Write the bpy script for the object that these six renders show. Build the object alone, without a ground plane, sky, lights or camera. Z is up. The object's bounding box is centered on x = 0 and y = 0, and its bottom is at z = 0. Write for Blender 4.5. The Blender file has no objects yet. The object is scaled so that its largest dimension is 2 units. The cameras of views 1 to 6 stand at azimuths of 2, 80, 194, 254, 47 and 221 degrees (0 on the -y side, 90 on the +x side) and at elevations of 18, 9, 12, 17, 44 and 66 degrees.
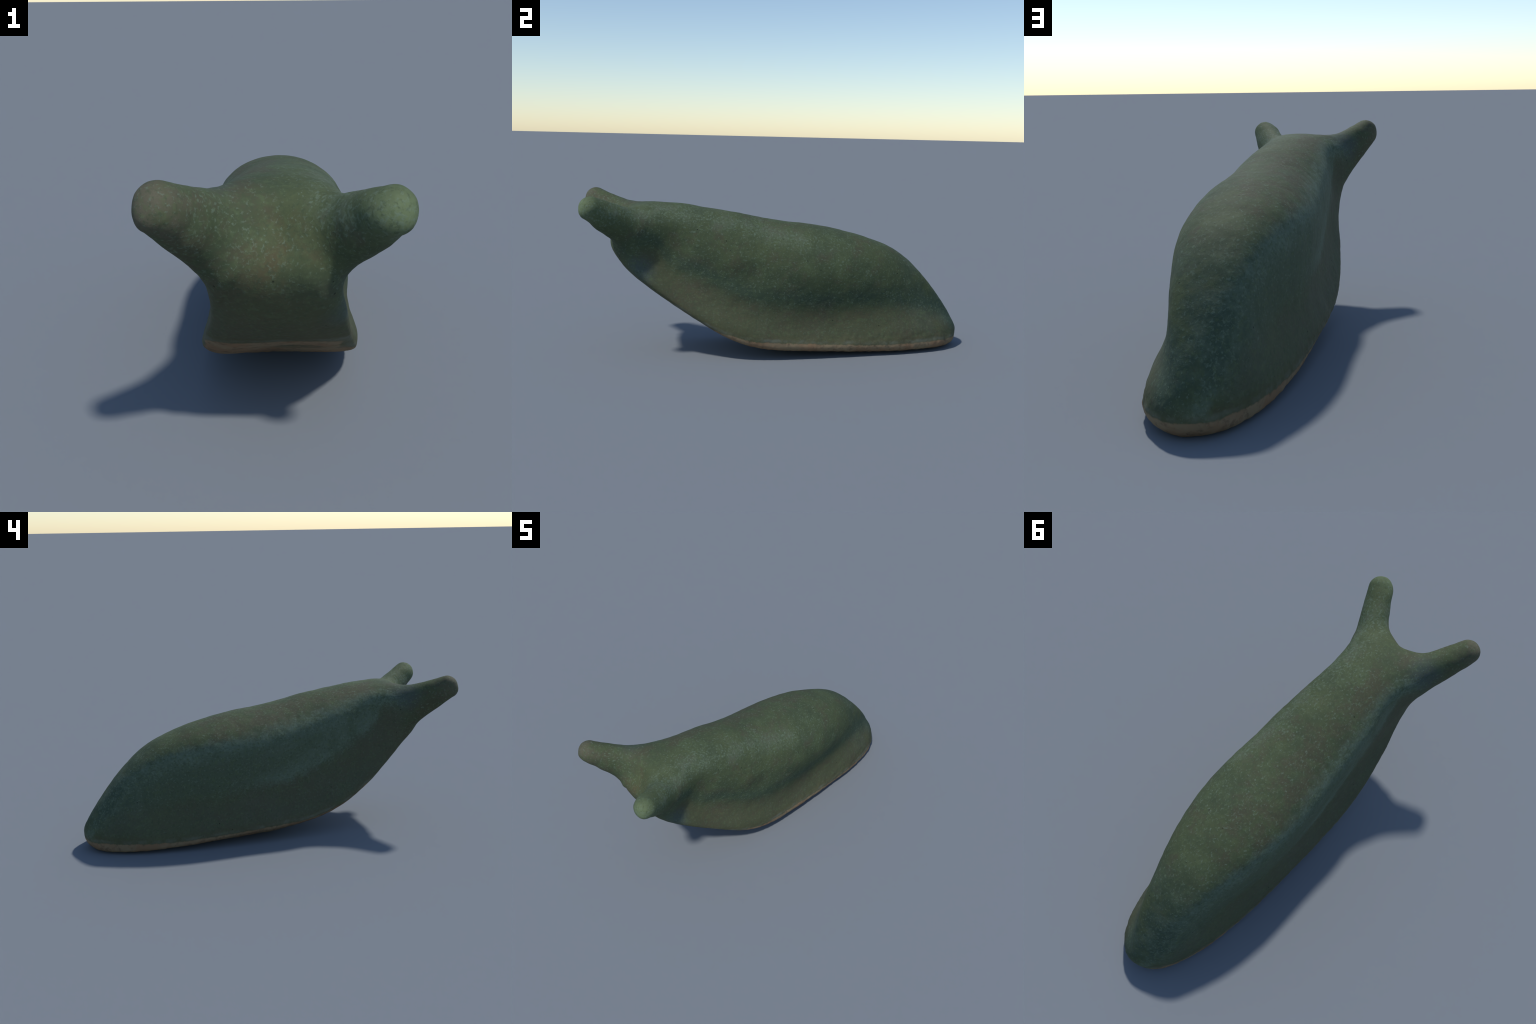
"""A stoneware slug with two short tentacles: green mottled glaze over a bare clay sole."""
import bpy, bmesh, math
import numpy as np
from mathutils import Vector, noise
from mathutils.bvhtree import BVHTree

# station planes: foot position on the y axis and forward lean (y = foot + lean * z)
STATION_Y = [-1.225, -1.13, -1.0, -0.84, -0.67, -0.48, -0.3, -0.12, 0.07, 0.28, 0.48, 0.67, 0.83, 0.95, 1.02]
STATION_LEAN = [0.6, 0.6, 0.55, 0.462, 0.369, 0.264, 0.165, 0.066, -0.039, -0.154, -0.264, -0.369, -0.457, -0.522, -0.561]
# longitudinal rails of the body, head to tail: (x, z) where each rail crosses a station plane
RAILS = {
    "belly": [(0.007, 0.598), (0.012, 0.508), (0.011, 0.423), (0.010, 0.348), (0.012, 0.280), (0.017, 0.205), (0.021, 0.119), (0.019, 0.014), (0.013, -0.024), (0.006, -0.009), (-0.001, -0.000), (-0.005, 0.004), (-0.005, -0.004), (-0.001, -0.020), (-0.001, 0.037)],
    "sole_r": [(0.047, 0.592), (0.085, 0.506), (0.108, 0.425), (0.128, 0.355), (0.153, 0.275), (0.178, 0.188), (0.198, 0.098), (0.198, 0.039), (0.184, 0.030), (0.174, 0.016), (0.162, 0.006), (0.145, 0.004), (0.115, 0.003), (0.075, 0.001), (0.045, 0.048)],
    "edge_r": [(0.071, 0.590), (0.126, 0.508), (0.158, 0.435), (0.178, 0.372), (0.201, 0.295), (0.231, 0.204), (0.262, 0.110), (0.267, 0.055), (0.253, 0.048), (0.238, 0.031), (0.224, 0.021), (0.215, 0.019), (0.185, 0.024), (0.130, 0.035), (0.071, 0.073)],
    "rim_r": [(0.076, 0.599), (0.136, 0.522), (0.168, 0.446), (0.187, 0.373), (0.208, 0.293), (0.233, 0.203), (0.258, 0.124), (0.271, 0.076), (0.269, 0.065), (0.257, 0.061), (0.238, 0.059), (0.217, 0.056), (0.180, 0.060), (0.129, 0.080), (0.069, 0.104)],
    "foot_r": [(0.083, 0.603), (0.147, 0.530), (0.185, 0.461), (0.200, 0.395), (0.214, 0.318), (0.241, 0.233), (0.269, 0.172), (0.273, 0.130), (0.248, 0.111), (0.226, 0.110), (0.214, 0.115), (0.203, 0.122), (0.176, 0.123), (0.129, 0.123), (0.071, 0.127)],
    "waist_r": [(0.080, 0.616), (0.140, 0.555), (0.160, 0.509), (0.148, 0.463), (0.149, 0.403), (0.176, 0.335), (0.209, 0.271), (0.215, 0.239), (0.201, 0.230), (0.190, 0.231), (0.179, 0.236), (0.152, 0.234), (0.115, 0.220), (0.081, 0.193), (0.049, 0.166)],
    "flank_r": [(0.083, 0.642), (0.147, 0.608), (0.175, 0.598), (0.174, 0.584), (0.201, 0.553), (0.234, 0.509), (0.256, 0.466), (0.264, 0.440), (0.276, 0.429), (0.273, 0.420), (0.244, 0.404), (0.197, 0.382), (0.139, 0.349), (0.088, 0.289), (0.049, 0.218)],
    "shoulder_r": [(0.096, 0.724), (0.167, 0.741), (0.183, 0.735), (0.185, 0.732), (0.185, 0.722), (0.186, 0.706), (0.188, 0.688), (0.184, 0.655), (0.196, 0.635), (0.200, 0.614), (0.190, 0.584), (0.171, 0.552), (0.135, 0.504), (0.103, 0.442), (0.061, 0.311)],
    "back": [(0.014, 0.753), (0.026, 0.788), (0.026, 0.780), (0.012, 0.776), (0.000, 0.761), (-0.005, 0.749), (-0.002, 0.732), (-0.002, 0.709), (-0.002, 0.695), (0.003, 0.682), (0.009, 0.656), (0.016, 0.615), (0.015, 0.572), (0.014, 0.510), (0.009, 0.351)],
    "shoulder_l": [(-0.081, 0.731), (-0.136, 0.752), (-0.143, 0.742), (-0.151, 0.731), (-0.168, 0.698), (-0.185, 0.662), (-0.180, 0.634), (-0.185, 0.620), (-0.191, 0.611), (-0.194, 0.601), (-0.192, 0.590), (-0.171, 0.561), (-0.145, 0.520), (-0.126, 0.451), (-0.080, 0.316)],
    "flank_l": [(-0.090, 0.653), (-0.158, 0.626), (-0.165, 0.596), (-0.158, 0.579), (-0.170, 0.570), (-0.187, 0.550), (-0.197, 0.524), (-0.215, 0.497), (-0.230, 0.478), (-0.234, 0.458), (-0.217, 0.439), (-0.182, 0.409), (-0.151, 0.361), (-0.132, 0.296), (-0.083, 0.223)],
    "waist_l": [(-0.080, 0.603), (-0.142, 0.529), (-0.176, 0.476), (-0.174, 0.441), (-0.161, 0.402), (-0.163, 0.362), (-0.174, 0.325), (-0.188, 0.293), (-0.198, 0.265), (-0.203, 0.237), (-0.192, 0.215), (-0.179, 0.196), (-0.174, 0.186), (-0.156, 0.174), (-0.095, 0.156)],
    "foot_l": [(-0.072, 0.599), (-0.128, 0.523), (-0.157, 0.449), (-0.172, 0.383), (-0.189, 0.313), (-0.207, 0.241), (-0.219, 0.187), (-0.229, 0.151), (-0.240, 0.133), (-0.246, 0.121), (-0.235, 0.109), (-0.218, 0.100), (-0.192, 0.097), (-0.149, 0.104), (-0.087, 0.116)],
    "rim_l": [(-0.063, 0.606), (-0.112, 0.533), (-0.140, 0.459), (-0.166, 0.377), (-0.200, 0.289), (-0.231, 0.200), (-0.252, 0.134), (-0.257, 0.095), (-0.255, 0.079), (-0.251, 0.061), (-0.237, 0.039), (-0.215, 0.025), (-0.174, 0.030), (-0.124, 0.054), (-0.070, 0.089)],
    "edge_l": [(-0.061, 0.602), (-0.110, 0.519), (-0.132, 0.442), (-0.150, 0.366), (-0.175, 0.276), (-0.204, 0.172), (-0.228, 0.105), (-0.233, 0.073), (-0.230, 0.057), (-0.229, 0.044), (-0.225, 0.029), (-0.210, 0.016), (-0.173, 0.009), (-0.123, 0.019), (-0.069, 0.069)],
    "sole_l": [(-0.032, 0.592), (-0.060, 0.504), (-0.086, 0.427), (-0.107, 0.350), (-0.126, 0.263), (-0.139, 0.164), (-0.144, 0.091), (-0.146, 0.032), (-0.149, 0.007), (-0.158, 0.008), (-0.162, 0.008), (-0.153, 0.006), (-0.122, -0.002), (-0.074, -0.003), (-0.041, 0.054)],
}
SNOUT_POLE = (-0.000, -0.775, 0.696)
TAIL_POLE = (-0.005, 0.997, 0.131)
# tentacles, root to tip: centre x, y, z, half width, half height
TENTACLES = [
    [(0.068, -0.576, 0.597, 0.069, 0.073), (0.110, -0.677, 0.623, 0.068, 0.082), (0.155, -0.772, 0.657, 0.068, 0.084), (0.205, -0.856, 0.705, 0.063, 0.075), (0.253, -0.940, 0.758, 0.053, 0.055)],
    [(-0.059, -0.575, 0.597, 0.070, 0.077), (-0.108, -0.680, 0.625, 0.069, 0.095), (-0.157, -0.777, 0.662, 0.068, 0.100), (-0.205, -0.861, 0.711, 0.063, 0.079), (-0.256, -0.940, 0.763, 0.052, 0.057)],
]
HOLLOWS = [((-0.175, -0.585, 0.60), (0.14, 0.17, 0.14), 0.024), ((0.185, -0.60, 0.58), (0.14, 0.17, 0.14), 0.017),
           ((0.24, -0.19, 0.42), (0.12, 0.20, 0.10), 0.010), ((-0.195, 0.55, 0.27), (0.13, 0.34, 0.10), 0.011)]

# ---------------------------------------------------------------- surfaces
def bspline(t):
    return np.array([(1 - t) ** 3, 3 * t ** 3 - 6 * t ** 2 + 4, -3 * t ** 3 + 3 * t ** 2 + 3 * t + 1, t ** 3]) / 6


def body_grid(steps_u=14, steps_v=12):
    names = list(RAILS)
    count, half = len(names), len(names) // 2
    rings = []
    for k, (foot, lean) in enumerate(zip(STATION_Y, STATION_LEAN)):
        rings.append(np.array([(RAILS[n][k][0], foot + lean * RAILS[n][k][1], RAILS[n][k][1]) for n in names]))
    snout, tail = np.tile(SNOUT_POLE, (count, 1)), np.tile(TAIL_POLE, (count, 1))
    net = np.stack([np.roll(rings[0], half, 0), snout] + rings + [tail, np.roll(rings[-1], half, 0)])
    spans = len(net) - 3
    rows = [np.tensordot(bspline(m / steps_u), net[i:i + 4], 1) for i in range(spans) for m in range(steps_u)]
    rows.append(np.tensordot(bspline(1.0), net[spans - 1:spans + 3], 1))
    rows = np.array(rows)
    columns = []
    for r in range(count):
        for m in range(steps_v):
            w = bspline(m / steps_v)
            columns.append(sum(w[c] * rows[:, (r - 1 + c) % count] for c in range(4)))
    return np.stack(columns, 1)


def tentacle_grid(rows, around=48, steps=10):
    p = np.array(rows)
    c = p[:, :3]
    d = np.gradient(c, axis=0)
    d /= np.linalg.norm(d, axis=1)[:, None]
    s = np.cross(d, [0, 0, 1.0])
    s /= np.linalg.norm(s, axis=1)[:, None]
    u = np.cross(s, d)
    th = np.arange(around) * 2 * np.pi / around
    ring = c[:, None] + np.cos(th)[None, :, None] * (p[:, 3, None] * s)[:, None] + np.sin(th)[None, :, None] * (p[:, 4, None] * u)[:, None]
    out, n = [], len(p)
    for i in range(n - 1):
        a, b, e, f = ring[max(i - 1, 0)], ring[i], ring[i + 1], ring[min(i + 2, n - 1)]
        for m in range(steps):
            t = m / steps
            out.append(0.5 * (2 * b + (e - a) * t + (2 * a - 5 * b + 4 * e - f) * t * t + (3 * b - a - 3 * e + f) * t ** 3))
    out.append(ring[-1])
    round_r = (p[-1, 3] + p[-1, 4]) / 2
    for a in range(10, 91, 10):
        k = math.radians(a)
        out.append(c[-1] + max(math.cos(k), 0.01) * (ring[-1] - c[-1]) + math.sin(k) * round_r * d[-1])
    return np.stack(out)


def grid_mesh(grid, cap_start, cap_end):
    n, m, _ = grid.shape
    verts = [tuple(v) for v in grid.reshape(-1, 3)]
    faces = []
    for i in range(n - 1):
        for j in range(m):
            k = (j + 1) % m
            faces.append((i * m + j, i * m + k, (i + 1) * m + k, (i + 1) * m + j))
    for i, use in ((0, cap_start), (n - 1, cap_end)):
        if use:
            centre = len(verts)
            verts.append(tuple(grid[i].mean(0)))
            for j in range(m):
                f = (i * m + j, i * m + (j + 1) % m, centre)
                faces.append(f if i else f[::-1])
    bm = bmesh.new()
    for v in verts:
        bm.verts.new(v)
    bm.verts.ensure_lookup_table()
    for f in faces:
        bm.faces.new([bm.verts[i] for i in f])
    bmesh.ops.remove_doubles(bm, verts=bm.verts, dist=1e-5)
    bmesh.ops.recalc_face_normals(bm, faces=bm.faces)
    return bm


def coords(me):
    v = np.empty(len(me.vertices) * 3)
    me.vertices.foreach_get("co", v)
    return v.reshape(-1, 3)


def signed(tree, p):
    hit, normal, _, dist = tree.find_nearest(p)
    side = (p - hit).dot(normal)
    return (dist if side > 0 else -dist), normal


# ---------------------------------------------------------------- one smooth body
solids = [grid_mesh(body_grid(), True, True)] + [grid_mesh(tentacle_grid(t), True, True) for t in TENTACLES]
trees = [BVHTree.FromBMesh(b) for b in solids]
joined = bpy.data.meshes.new("whole")
whole_bm = bmesh.new()
for b in solids:
    piece = bpy.data.meshes.new("piece")
    b.to_mesh(piece)
    whole_bm.from_mesh(piece)
    bpy.data.meshes.remove(piece)
whole_bm.to_mesh(joined)
whole = bpy.data.objects.new("whole", joined)
bpy.context.scene.collection.objects.link(whole)
remesh = whole.modifiers.new("remesh", "REMESH")
remesh.mode, remesh.voxel_size, remesh.adaptivity = "VOXEL", 0.0065, 0.0
merged = bpy.data.meshes.new_from_object(whole.evaluated_get(bpy.context.evaluated_depsgraph_get()))
bpy.data.objects.remove(whole)

BLEND = 0.10           # fillet between tentacle and head
V = coords(merged)
for _ in range(4):
    for i in np.nonzero(V[:, 1] < -0.35)[0]:
        p = Vector(V[i])
        best = [signed(t, p) for t in trees]
        best.sort(key=lambda q: q[0])
        (d0, n0), (d1, n1) = best[0], best[1]
        h = max(0.0, 1 - abs(d1 - d0) / BLEND)
        f = d0 - h * h * BLEND / 4
        g = n0.lerp(n1, h / 2)
        if h > 0 and g.length > 0.2:
            V[i] = p - g.normalized() * max(-0.012, min(0.012, f / max(g.length, 0.5)))
edges = np.empty(len(merged.edges) * 2, np.int64)
merged.edges.foreach_get("vertices", edges)
edges = edges.reshape(-1, 2)
degree = np.bincount(edges.ravel(), minlength=len(V))[:, None]


def relax(V, amount):
    total = np.zeros_like(V)
    np.add.at(total, edges[:, 0], V[edges[:, 1]])
    np.add.at(total, edges[:, 1], V[edges[:, 0]])
    return V + amount * (total / degree - V)


for _ in range(6):
    V = relax(V, 0.6)
    V = relax(V, -0.62)
# thumbed clay: soft lumps everywhere, a rougher foot
merged.vertices.foreach_set("co", V.ravel())
merged.update()
N = np.empty(len(V) * 3)
merged.vertices.foreach_get("normal", N)
N = N.reshape(-1, 3)
lump = np.array([0.0022 * noise.noise(Vector(p) * 9) + 0.0012 * noise.noise(Vector(p) * 24 + Vector((3, 1, 7)))
                 + (0.0022 if p[2] < 0.11 else 0.0006) * noise.noise(Vector(p) * 48)
                 + (0.006 * noise.noise(Vector(p) * 15) if p[1] < -0.86 else 0.0) * min(1.0, (-0.86 - p[1]) / 0.05) for p in V])
V += N * (lump + 0.0022)[:, None]
# thumb hollows: behind each tentacle, along the near flank, above the far foot: centre, reach, depth
for centre, reach, depth in HOLLOWS:
    d = np.linalg.norm((V - np.array(centre)) / np.array(reach), axis=1)
    V -= N * (depth * np.clip(1 - d * d, 0, None) ** 2)[:, None]
V[:, 1] *= 1.005
V[:, 2] = np.maximum(V[:, 2], 0.0)
merged.vertices.foreach_set("co", V.ravel())
merged.update()
merged.shade_smooth()
merged.calc_loop_triangles()
whole_normals = np.empty(len(V) * 3)
merged.vertices.foreach_get("normal", whole_normals)
whole_normals = whole_normals.reshape(-1, 3)


# ---------------------------------------------------------------- glaze and clay
# heights (along y) of the colour borders: bare clay at the foot, brown skirt, blue-green flank
CLAY_LINE = [(-1.0, 0.05), (-0.75, 0.18), (-0.60, 0.27), (-0.53, 0.258), (-0.45, 0.204), (-0.39, 0.172), (-0.26, 0.126), (-0.16, 0.100),
             (-0.07, 0.092), (0.10, 0.080), (0.30, 0.068), (0.50, 0.057), (0.70, 0.055), (0.90, 0.056), (1.0, 0.054)]
SKIRT_RIGHT = [(-0.80, 0.50), (-0.66, 0.55), (-0.575, 0.45), (-0.44, 0.405), (-0.30, 0.34), (-0.16, 0.285), (0.03, 0.262), (0.29, 0.252),
               (0.55, 0.242), (0.73, 0.219), (0.87, 0.18), (1.0, 0.02)]
SKIRT_LEFT = [(-0.80, 0.62), (-0.63, 0.665), (-0.57, 0.565), (-0.44, 0.478), (-0.285, 0.39), (-0.08, 0.32), (0.12, 0.292), (0.31, 0.27),
              (0.57, 0.255), (0.68, 0.245), (0.88, 0.18), (1.0, 0.02)]
FLANK_TOP_LEFT = [(-0.80, 0.735), (-0.65, 0.735), (-0.29, 0.664), (0.0, 0.596), (0.20, 0.56), (0.38, 0.534), (0.59, 0.491), (0.73, 0.414),
                  (0.86, 0.29), (1.0, 0.08)]


class Graph:
    """Small helper that chains shader nodes."""

    def __init__(self, name):
        self.mat = bpy.data.materials.new(name)
        self.mat.use_nodes = True
        self.tree = self.mat.node_tree
        self.bsdf = self.tree.nodes["Principled BSDF"]
        self.place = self.node("ShaderNodeTexCoord").outputs["Object"]
        split = self.node("ShaderNodeSeparateXYZ")
        self.link(self.place, split.inputs[0])
        self.x, self.y, self.z = split.outputs

    def node(self, kind, **settings):
        n = self.tree.nodes.new(kind)
        for k, v in settings.items():
            setattr(n, k, v)
        return n

    def link(self, value, socket):
        if hasattr(value, "is_output"):
            self.tree.links.new(value, socket)
        else:
            socket.default_value = value

    def math(self, op, a, b=0.0, c=None):
        n = self.node("ShaderNodeMath", operation=op)
        self.link(a, n.inputs[0])
        self.link(b, n.inputs[1])
        if c is not None:
            self.link(c, n.inputs[2])
        return n.outputs[0]

    def add(self, a, b): return self.math("ADD", a, b)
    def sub(self, a, b): return self.math("SUBTRACT", a, b)
    def mul(self, a, b, *more):
        r = self.math("MULTIPLY", a, b)
        for m in more:
            r = self.math("MULTIPLY", r, m)
        return r

    def step(self, v, low, high, out_low=0.0, out_high=1.0):
        n = self.node("ShaderNodeMapRange", interpolation_type="SMOOTHSTEP")
        for s, val in zip(n.inputs[:5], (v, low, high, out_low, out_high)):
            self.link(val, s)
        return n.outputs[0]

    def along(self, points):
        """A height that follows the body from head to tail."""
        u = self.math("MULTIPLY_ADD", self.y, 0.5, 0.5)
        n = self.node("ShaderNodeFloatCurve")
        self.link(u, n.inputs["Value"])
        c = n.mapping.curves[0]
        pts = [((y + 1) / 2, z) for y, z in points]
        while len(c.points) < len(pts):
            c.points.new(0.5, 0.5)
        for p, q in zip(c.points, pts):
            p.location = q
            p.handle_type = "AUTO_CLAMPED"
        n.mapping.update()
        return n.outputs[0]

    def noise(self, scale, detail=2.0, rough=0.5, stretch=(1, 1, 1), shift=0.0, warp=0.0):
        m = self.node("ShaderNodeMapping")
        self.link(self.place, m.inputs["Vector"])
        m.inputs["Scale"].default_value = stretch
        m.inputs["Location"].default_value = (shift, shift * 0.7, -shift)
        n = self.node("ShaderNodeTexNoise")
        self.link(m.outputs[0], n.inputs["Vector"])
        for k, v in (("Scale", scale), ("Detail", detail), ("Roughness", rough), ("Distortion", warp)):
            n.inputs[k].default_value = v
        return n.outputs[0]

    def near(self, centre, inner, outer):
        n = self.node("ShaderNodeVectorMath", operation="DISTANCE")
        self.link(self.place, n.inputs[0])
        n.inputs[1].default_value = centre
        return self.step(n.outputs["Value"], inner, outer, 1.0, 0.0)

    def mix(self, base, top, amount):
        n = self.node("ShaderNodeMix", data_type="RGBA")
        self.link(amount, n.inputs[0])
        self.link(base if hasattr(base, "is_output") else (*base, 1), n.inputs[6])
        self.link(top if hasattr(top, "is_output") else (*top, 1), n.inputs[7])
        return n.outputs[2]


def green_glaze():
    g = Graph("mottled_green_glaze")
    cloud = g.noise(4.2, 4, 0.6)
    cloud2 = g.noise(7.5, 4, 0.6, shift=3.1)
    patch = g.noise(11, 5, 0.65, shift=7.7)
    fray = g.sub(g.noise(26, 4, 0.7, shift=1.3), 0.5)
    right = g.step(g.x, -0.04, 0.04)
    left = g.step(g.x, 0.02, -0.05)
    z_ragged = g.math("MULTIPLY_ADD", fray, 0.09, g.z)
    soft = lambda curve, w: g.step(g.sub(z_ragged, curve), -w, w)

    # body green, from dark bottle green to warm moss
    col = g.mix(DARK_GREEN, MOSS, g.step(cloud, 0.28, 0.70))
    col = g.mix(col, LEAF, g.mul(g.step(cloud2, 0.46, 0.72), 0.45))
    # grey-brown bloom, mostly on the left half of the back
    back_left = g.mul(g.step(g.x, 0.03, -0.07), g.step(g.y, 0.62, 0.1))
    bloom = g.mul(g.step(g.add(patch, g.mul(back_left, 0.11)), 0.48, 0.68), 0.65)
    col = g.mix(col, UMBER, bloom)

    # blue-green flank on the left, brightest along its upper and lower borders
    top_l, low_l = g.along(FLANK_TOP_LEFT), g.along(SKIRT_LEFT)
    below_top, above_low = g.sub(1.0, soft(top_l, 0.035)), soft(low_l, 0.04)
    side = g.step(g.math("MULTIPLY_ADD", g.step(g.y, 0.3, 0.9), -0.1, g.x), -0.07, -0.14)
    flank = g.mul(side, below_top, above_low, g.step(g.y, -0.76, -0.62))
    col = g.mix(col, TEAL_DARK, g.mul(flank, 0.75))
    front_flank = g.mul(g.step(g.y, 0.25, -0.25), g.step(g.y, -0.9, -0.7))
    rim_top = g.mul(flank, g.step(g.sub(top_l, z_ragged), 0.12, 0.0))
    rim_low = g.mul(flank, g.step(g.sub(z_ragged, low_l), 0.14, 0.0), g.step(g.y, 0.3, -0.1))
    col = g.mix(col, TEAL, g.mul(g.math("MAXIMUM", rim_top, g.math("MAXIMUM", rim_low, g.mul(flank, front_flank, 0.6))), g.step(patch, 0.3, 0.62), 0.85))

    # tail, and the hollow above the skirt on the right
    tail = g.mul(g.step(g.y, 0.55, 0.85), g.step(g.z, 0.06, 0.16))
    col = g.mix(col, g.mix(DEEP, TEAL_DARK, g.step(patch, 0.4, 0.6)), g.mul(tail, g.step(cloud2, 0.34, 0.56), 0.85))
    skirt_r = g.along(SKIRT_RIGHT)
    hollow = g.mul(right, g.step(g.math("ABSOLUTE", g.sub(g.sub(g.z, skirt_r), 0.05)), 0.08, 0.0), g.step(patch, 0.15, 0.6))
    col = g.mix(col, DEEP, g.mul(hollow, 0.7))  # green deepened partly to paint in the shade under the flank bulge
    # pale run along the right shoulder
    run_height = g.sub(g.z, g.along([(-0.9, 0.74), (-0.54, 0.725), (-0.3, 0.68), (0.0, 0.607), (0.25, 0.56), (0.5, 0.5), (0.8, 0.3), (1.0, 0.1)]))
    run = g.mul(g.step(g.x, 0.04, 0.12), g.step(g.math("ABSOLUTE", run_height), 0.075, 0.0), g.step(g.y, 0.45, 0.0))
    col = g.mix(col, PALE_TEAL, g.mul(run, g.step(patch, 0.36, 0.6), 0.3))

    # brown skirt above the foot
    skirt = g.math("MAXIMUM", g.mul(right, g.sub(1.0, soft(skirt_r, 0.045))), g.mul(left, g.sub(1.0, soft(low_l, 0.065))))
    skirt = g.mul(skirt, g.step(g.y, 0.99, 0.86), g.step(g.y, -0.8, -0.68))
    brown = g.mix(g.mix(OLIVE, UMBER, g.step(cloud2, 0.36, 0.62)), SKIRT_FAR, left)
    col = g.mix(col, brown, g.mul(skirt, g.step(g.add(cloud, g.mul(patch, 0.5)), 0.5, 0.8, 0.95, 0.5)))

    # blue bloom on the edge below the right tentacle, brown under the head, tips of the tentacles
    col = g.mix(col, SLATE_BLUE, g.mul(g.near((0.185, -0.72, 0.45), 0.02, 0.11), 0.6))
    col = g.mix(col, SLATE_BLUE, g.mul(g.near((-0.185, -0.74, 0.72), 0.02, 0.12), 0.5))
    col = g.mix(col, BROWN, g.mul(g.near((0.02, -0.80, 0.60), 0.03, 0.16), g.step(patch, 0.36, 0.6), 0.6))
    belly = g.mul(g.step(g.y, -0.2, -0.4), g.step(g.math("ABSOLUTE", g.x), 0.2, 0.1), g.step(g.sub(g.z, g.along(SKIRT_LEFT)), 0.0, -0.12))
    col = g.mix(col, OLIVE, g.mul(belly, 0.5))
    tip_r, tip_l = g.near((0.262, -0.995, 0.770), 0.01, 0.13), g.near((-0.27, -0.985, 0.765), 0.0, 0.16)
    col = g.mix(col, PALE_LEAF, g.mul(tip_r, g.step(cloud2, 0.3, 0.62, 0.35, 0.95)))
    col = g.mix(col, SAND, g.mul(tip_l, g.step(patch, 0.34, 0.62, 0.1, 0.85)))

    # pale flecks, drawn out by the running glaze, and fine grain
    fleck = g.noise(104, 3, 0.62, (1, 0.8, 1), 5.5, 0.25)
    fleck_map = g.add(g.mul(g.add(run, g.add(rim_top, rim_low)), 0.065), g.mul(g.sub(cloud2, 0.5), 0.16))
    col = g.mix(col, PALE_TEAL, g.mul(g.step(g.add(fleck, fleck_map), 0.53, 0.72), g.math("MULTIPLY_ADD", g.math("MAXIMUM", skirt, belly), -0.34, 0.60)))
    col = g.mix(col, LEAF, g.mul(g.step(g.noise(64, 3, 0.6, (1, 0.8, 1), 9.1), 0.5, 0.7), 0.45))
    col = g.mix(col, DARK_GREEN, g.mul(g.step(g.noise(88, 3, 0.65, shift=2.2), 0.5, 0.7), 0.6))
    pit = g.node("ShaderNodeTexVoronoi")
    g.link(g.place, pit.inputs["Vector"])
    pit.inputs["Scale"].default_value = 14
    col = g.mix(col, (0.012, 0.014, 0.01), g.mul(g.step(pit.outputs["Distance"], 0.06, 0.03), 0.7))

    # bare clay foot with a thin pale lip where the glaze ends
    height = g.sub(g.math("MULTIPLY_ADD", fray, 0.022, g.z), g.along(CLAY_LINE))
    col = g.mix(col, BROWN, g.step(height, 0.055, 0.0, 0.0, 0.35))
    col = g.mix(col, LIP, g.mul(g.step(g.math("ABSOLUTE", g.sub(height, 0.010)), 0.016, 0.0), g.step(patch, 0.35, 0.65, 0.0, 0.6)))
    clay = g.mix(CLAY, CLAY_RED, g.step(cloud2, 0.4, 0.62))
    clay = g.mix(clay, CLAY_DARK, g.mul(g.step(g.noise(34, 4, 0.7, shift=4.4), 0.5, 0.7), 0.7))
    bare = g.step(height, 0.004, -0.004)
    col = g.mix(col, clay, bare)
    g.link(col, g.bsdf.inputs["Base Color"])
    g.link(g.math("MULTIPLY_ADD", bare, 0.12, 0.74), g.bsdf.inputs["Roughness"])
    g.bsdf.inputs["Specular IOR Level"].default_value = 0.15
    bump = g.node("ShaderNodeBump")
    bump.inputs["Strength"].default_value = 0.35
    bump.inputs["Distance"].default_value = 0.004
    g.link(g.add(g.mul(fleck, 0.6), g.mul(g.noise(38, 4, 0.6, shift=8.8), 0.6)), bump.inputs["Height"])
    g.link(bump.outputs[0], g.bsdf.inputs["Normal"])
    return g.mat


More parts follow.
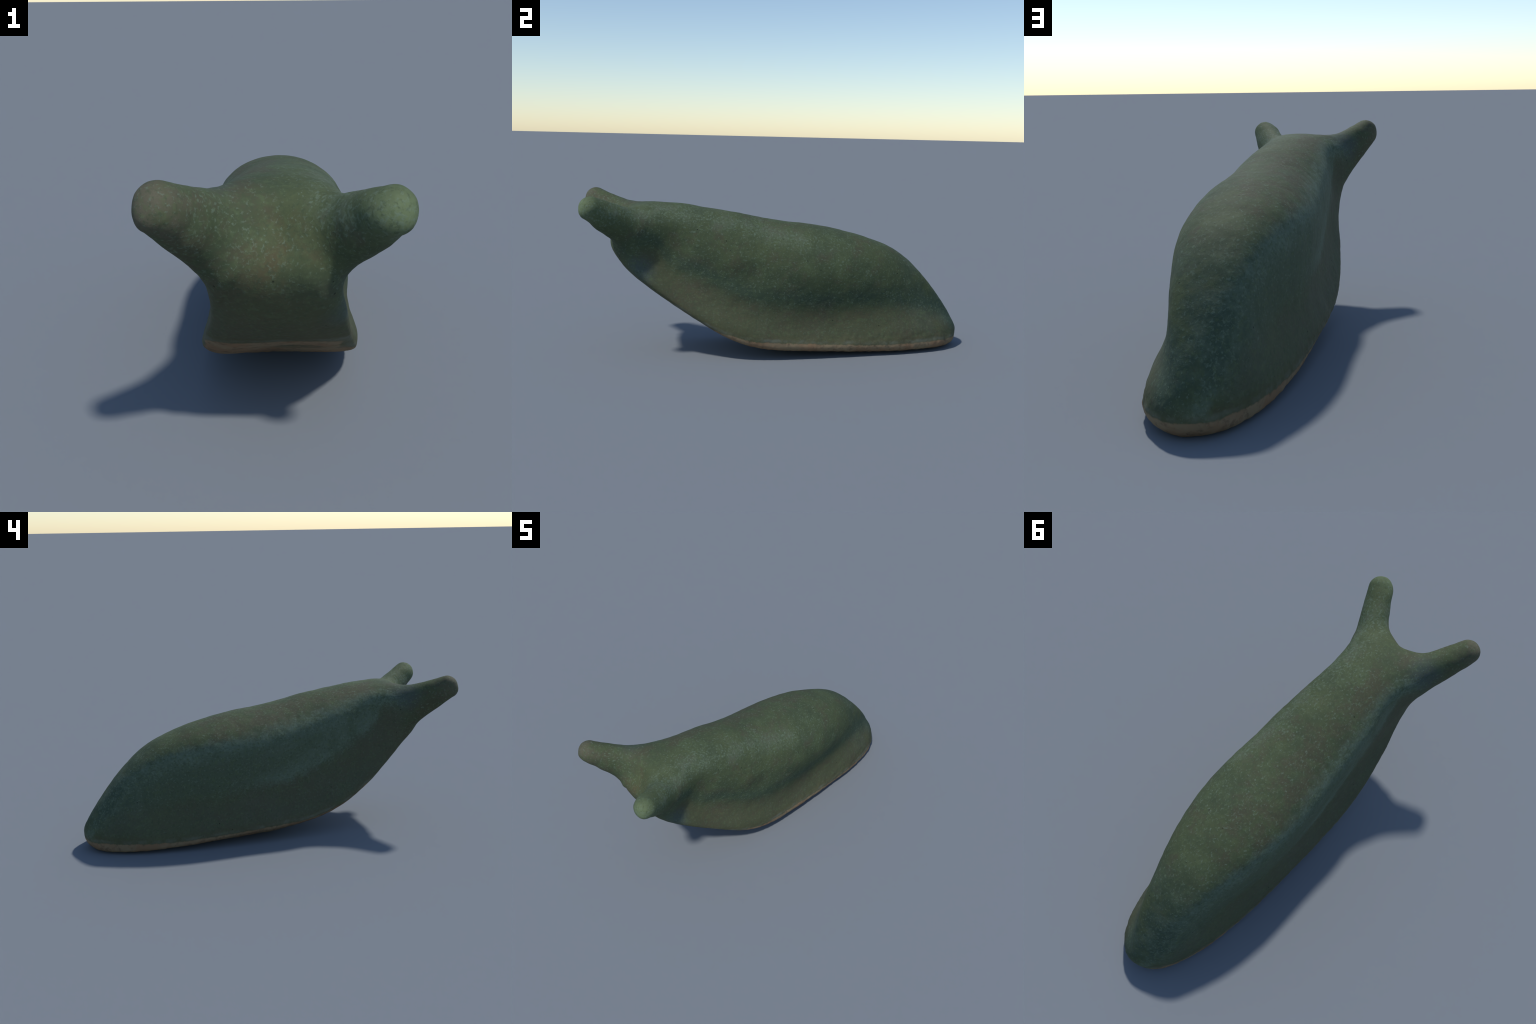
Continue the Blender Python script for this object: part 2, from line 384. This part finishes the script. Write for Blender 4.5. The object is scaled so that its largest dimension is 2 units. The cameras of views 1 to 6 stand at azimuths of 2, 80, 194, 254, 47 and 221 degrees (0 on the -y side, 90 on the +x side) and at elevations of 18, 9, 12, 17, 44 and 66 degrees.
DARK_GREEN, MOSS, LEAF = (0.050, 0.069, 0.039), (0.071, 0.090, 0.043), (0.087, 0.119, 0.058)
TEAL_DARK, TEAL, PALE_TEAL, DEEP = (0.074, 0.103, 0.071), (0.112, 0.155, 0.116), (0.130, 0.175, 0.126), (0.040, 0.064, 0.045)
UMBER, OLIVE, BROWN = (0.070, 0.064, 0.042), (0.080, 0.076, 0.044), (0.092, 0.078, 0.038)
SKIRT_FAR = (0.082, 0.088, 0.060)
SLATE_BLUE, PALE_LEAF, SAND = (0.062, 0.090, 0.092), (0.120, 0.158, 0.082), (0.112, 0.104, 0.074)
CLAY, CLAY_RED, CLAY_DARK, LIP = (0.215, 0.165, 0.102), (0.205, 0.135, 0.080), (0.100, 0.072, 0.048), (0.135, 0.150, 0.120)
GLAZE = green_glaze()

# ---------------------------------------------------------------- parts
slug = bpy.data.objects.new("ceramic_slug", None)
slug["label"] = "green glazed ceramic slug with two tentacles and bare clay sole"
slug["category"] = "slug figurine"
bpy.context.scene.collection.objects.link(slug)


def glaze_line(x, y):
    ys, zs = zip(*CLAY_LINE)
    return float(np.interp(y, ys, zs))


def region(c):
    x, y, z = c
    for k, t in enumerate(TENTACLES):
        t = np.array(t)[:, :3]
        axis = t[4] - t[1]
        if (c - t[1]) @ axis / (axis @ axis) > 0.25 and abs(x) > 0.1 and y < -0.7:
            return "tentacle", k
    if z < glaze_line(x, y):
        return "foot", 0
    if y < -0.5:
        return "head", 0
    if y > 0.6:
        return "tail", 0
    return "torso", 0


groups = {}
for poly in merged.polygons:
    groups.setdefault(region(np.array(poly.center)), []).append(tuple(poly.vertices))
for key in sorted(groups):
    name, _ = key
    faces = groups[key]
    used = sorted({i for f in faces for i in f})
    place = {v: k for k, v in enumerate(used)}
    me = bpy.data.meshes.new(name)
    me.from_pydata([tuple(V[i]) for i in used], [], [[place[i] for i in f] for f in faces])
    me.update()
    me.shade_smooth()
    me.normals_split_custom_set_from_vertices([tuple(whole_normals[i]) for i in used])
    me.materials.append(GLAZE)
    ob = bpy.data.objects.new(name, me)
    bpy.context.scene.collection.objects.link(ob)
    ob.parent = slug
for b in solids:
    b.free()
bpy.data.meshes.remove(merged)
bpy.data.meshes.remove(joined)
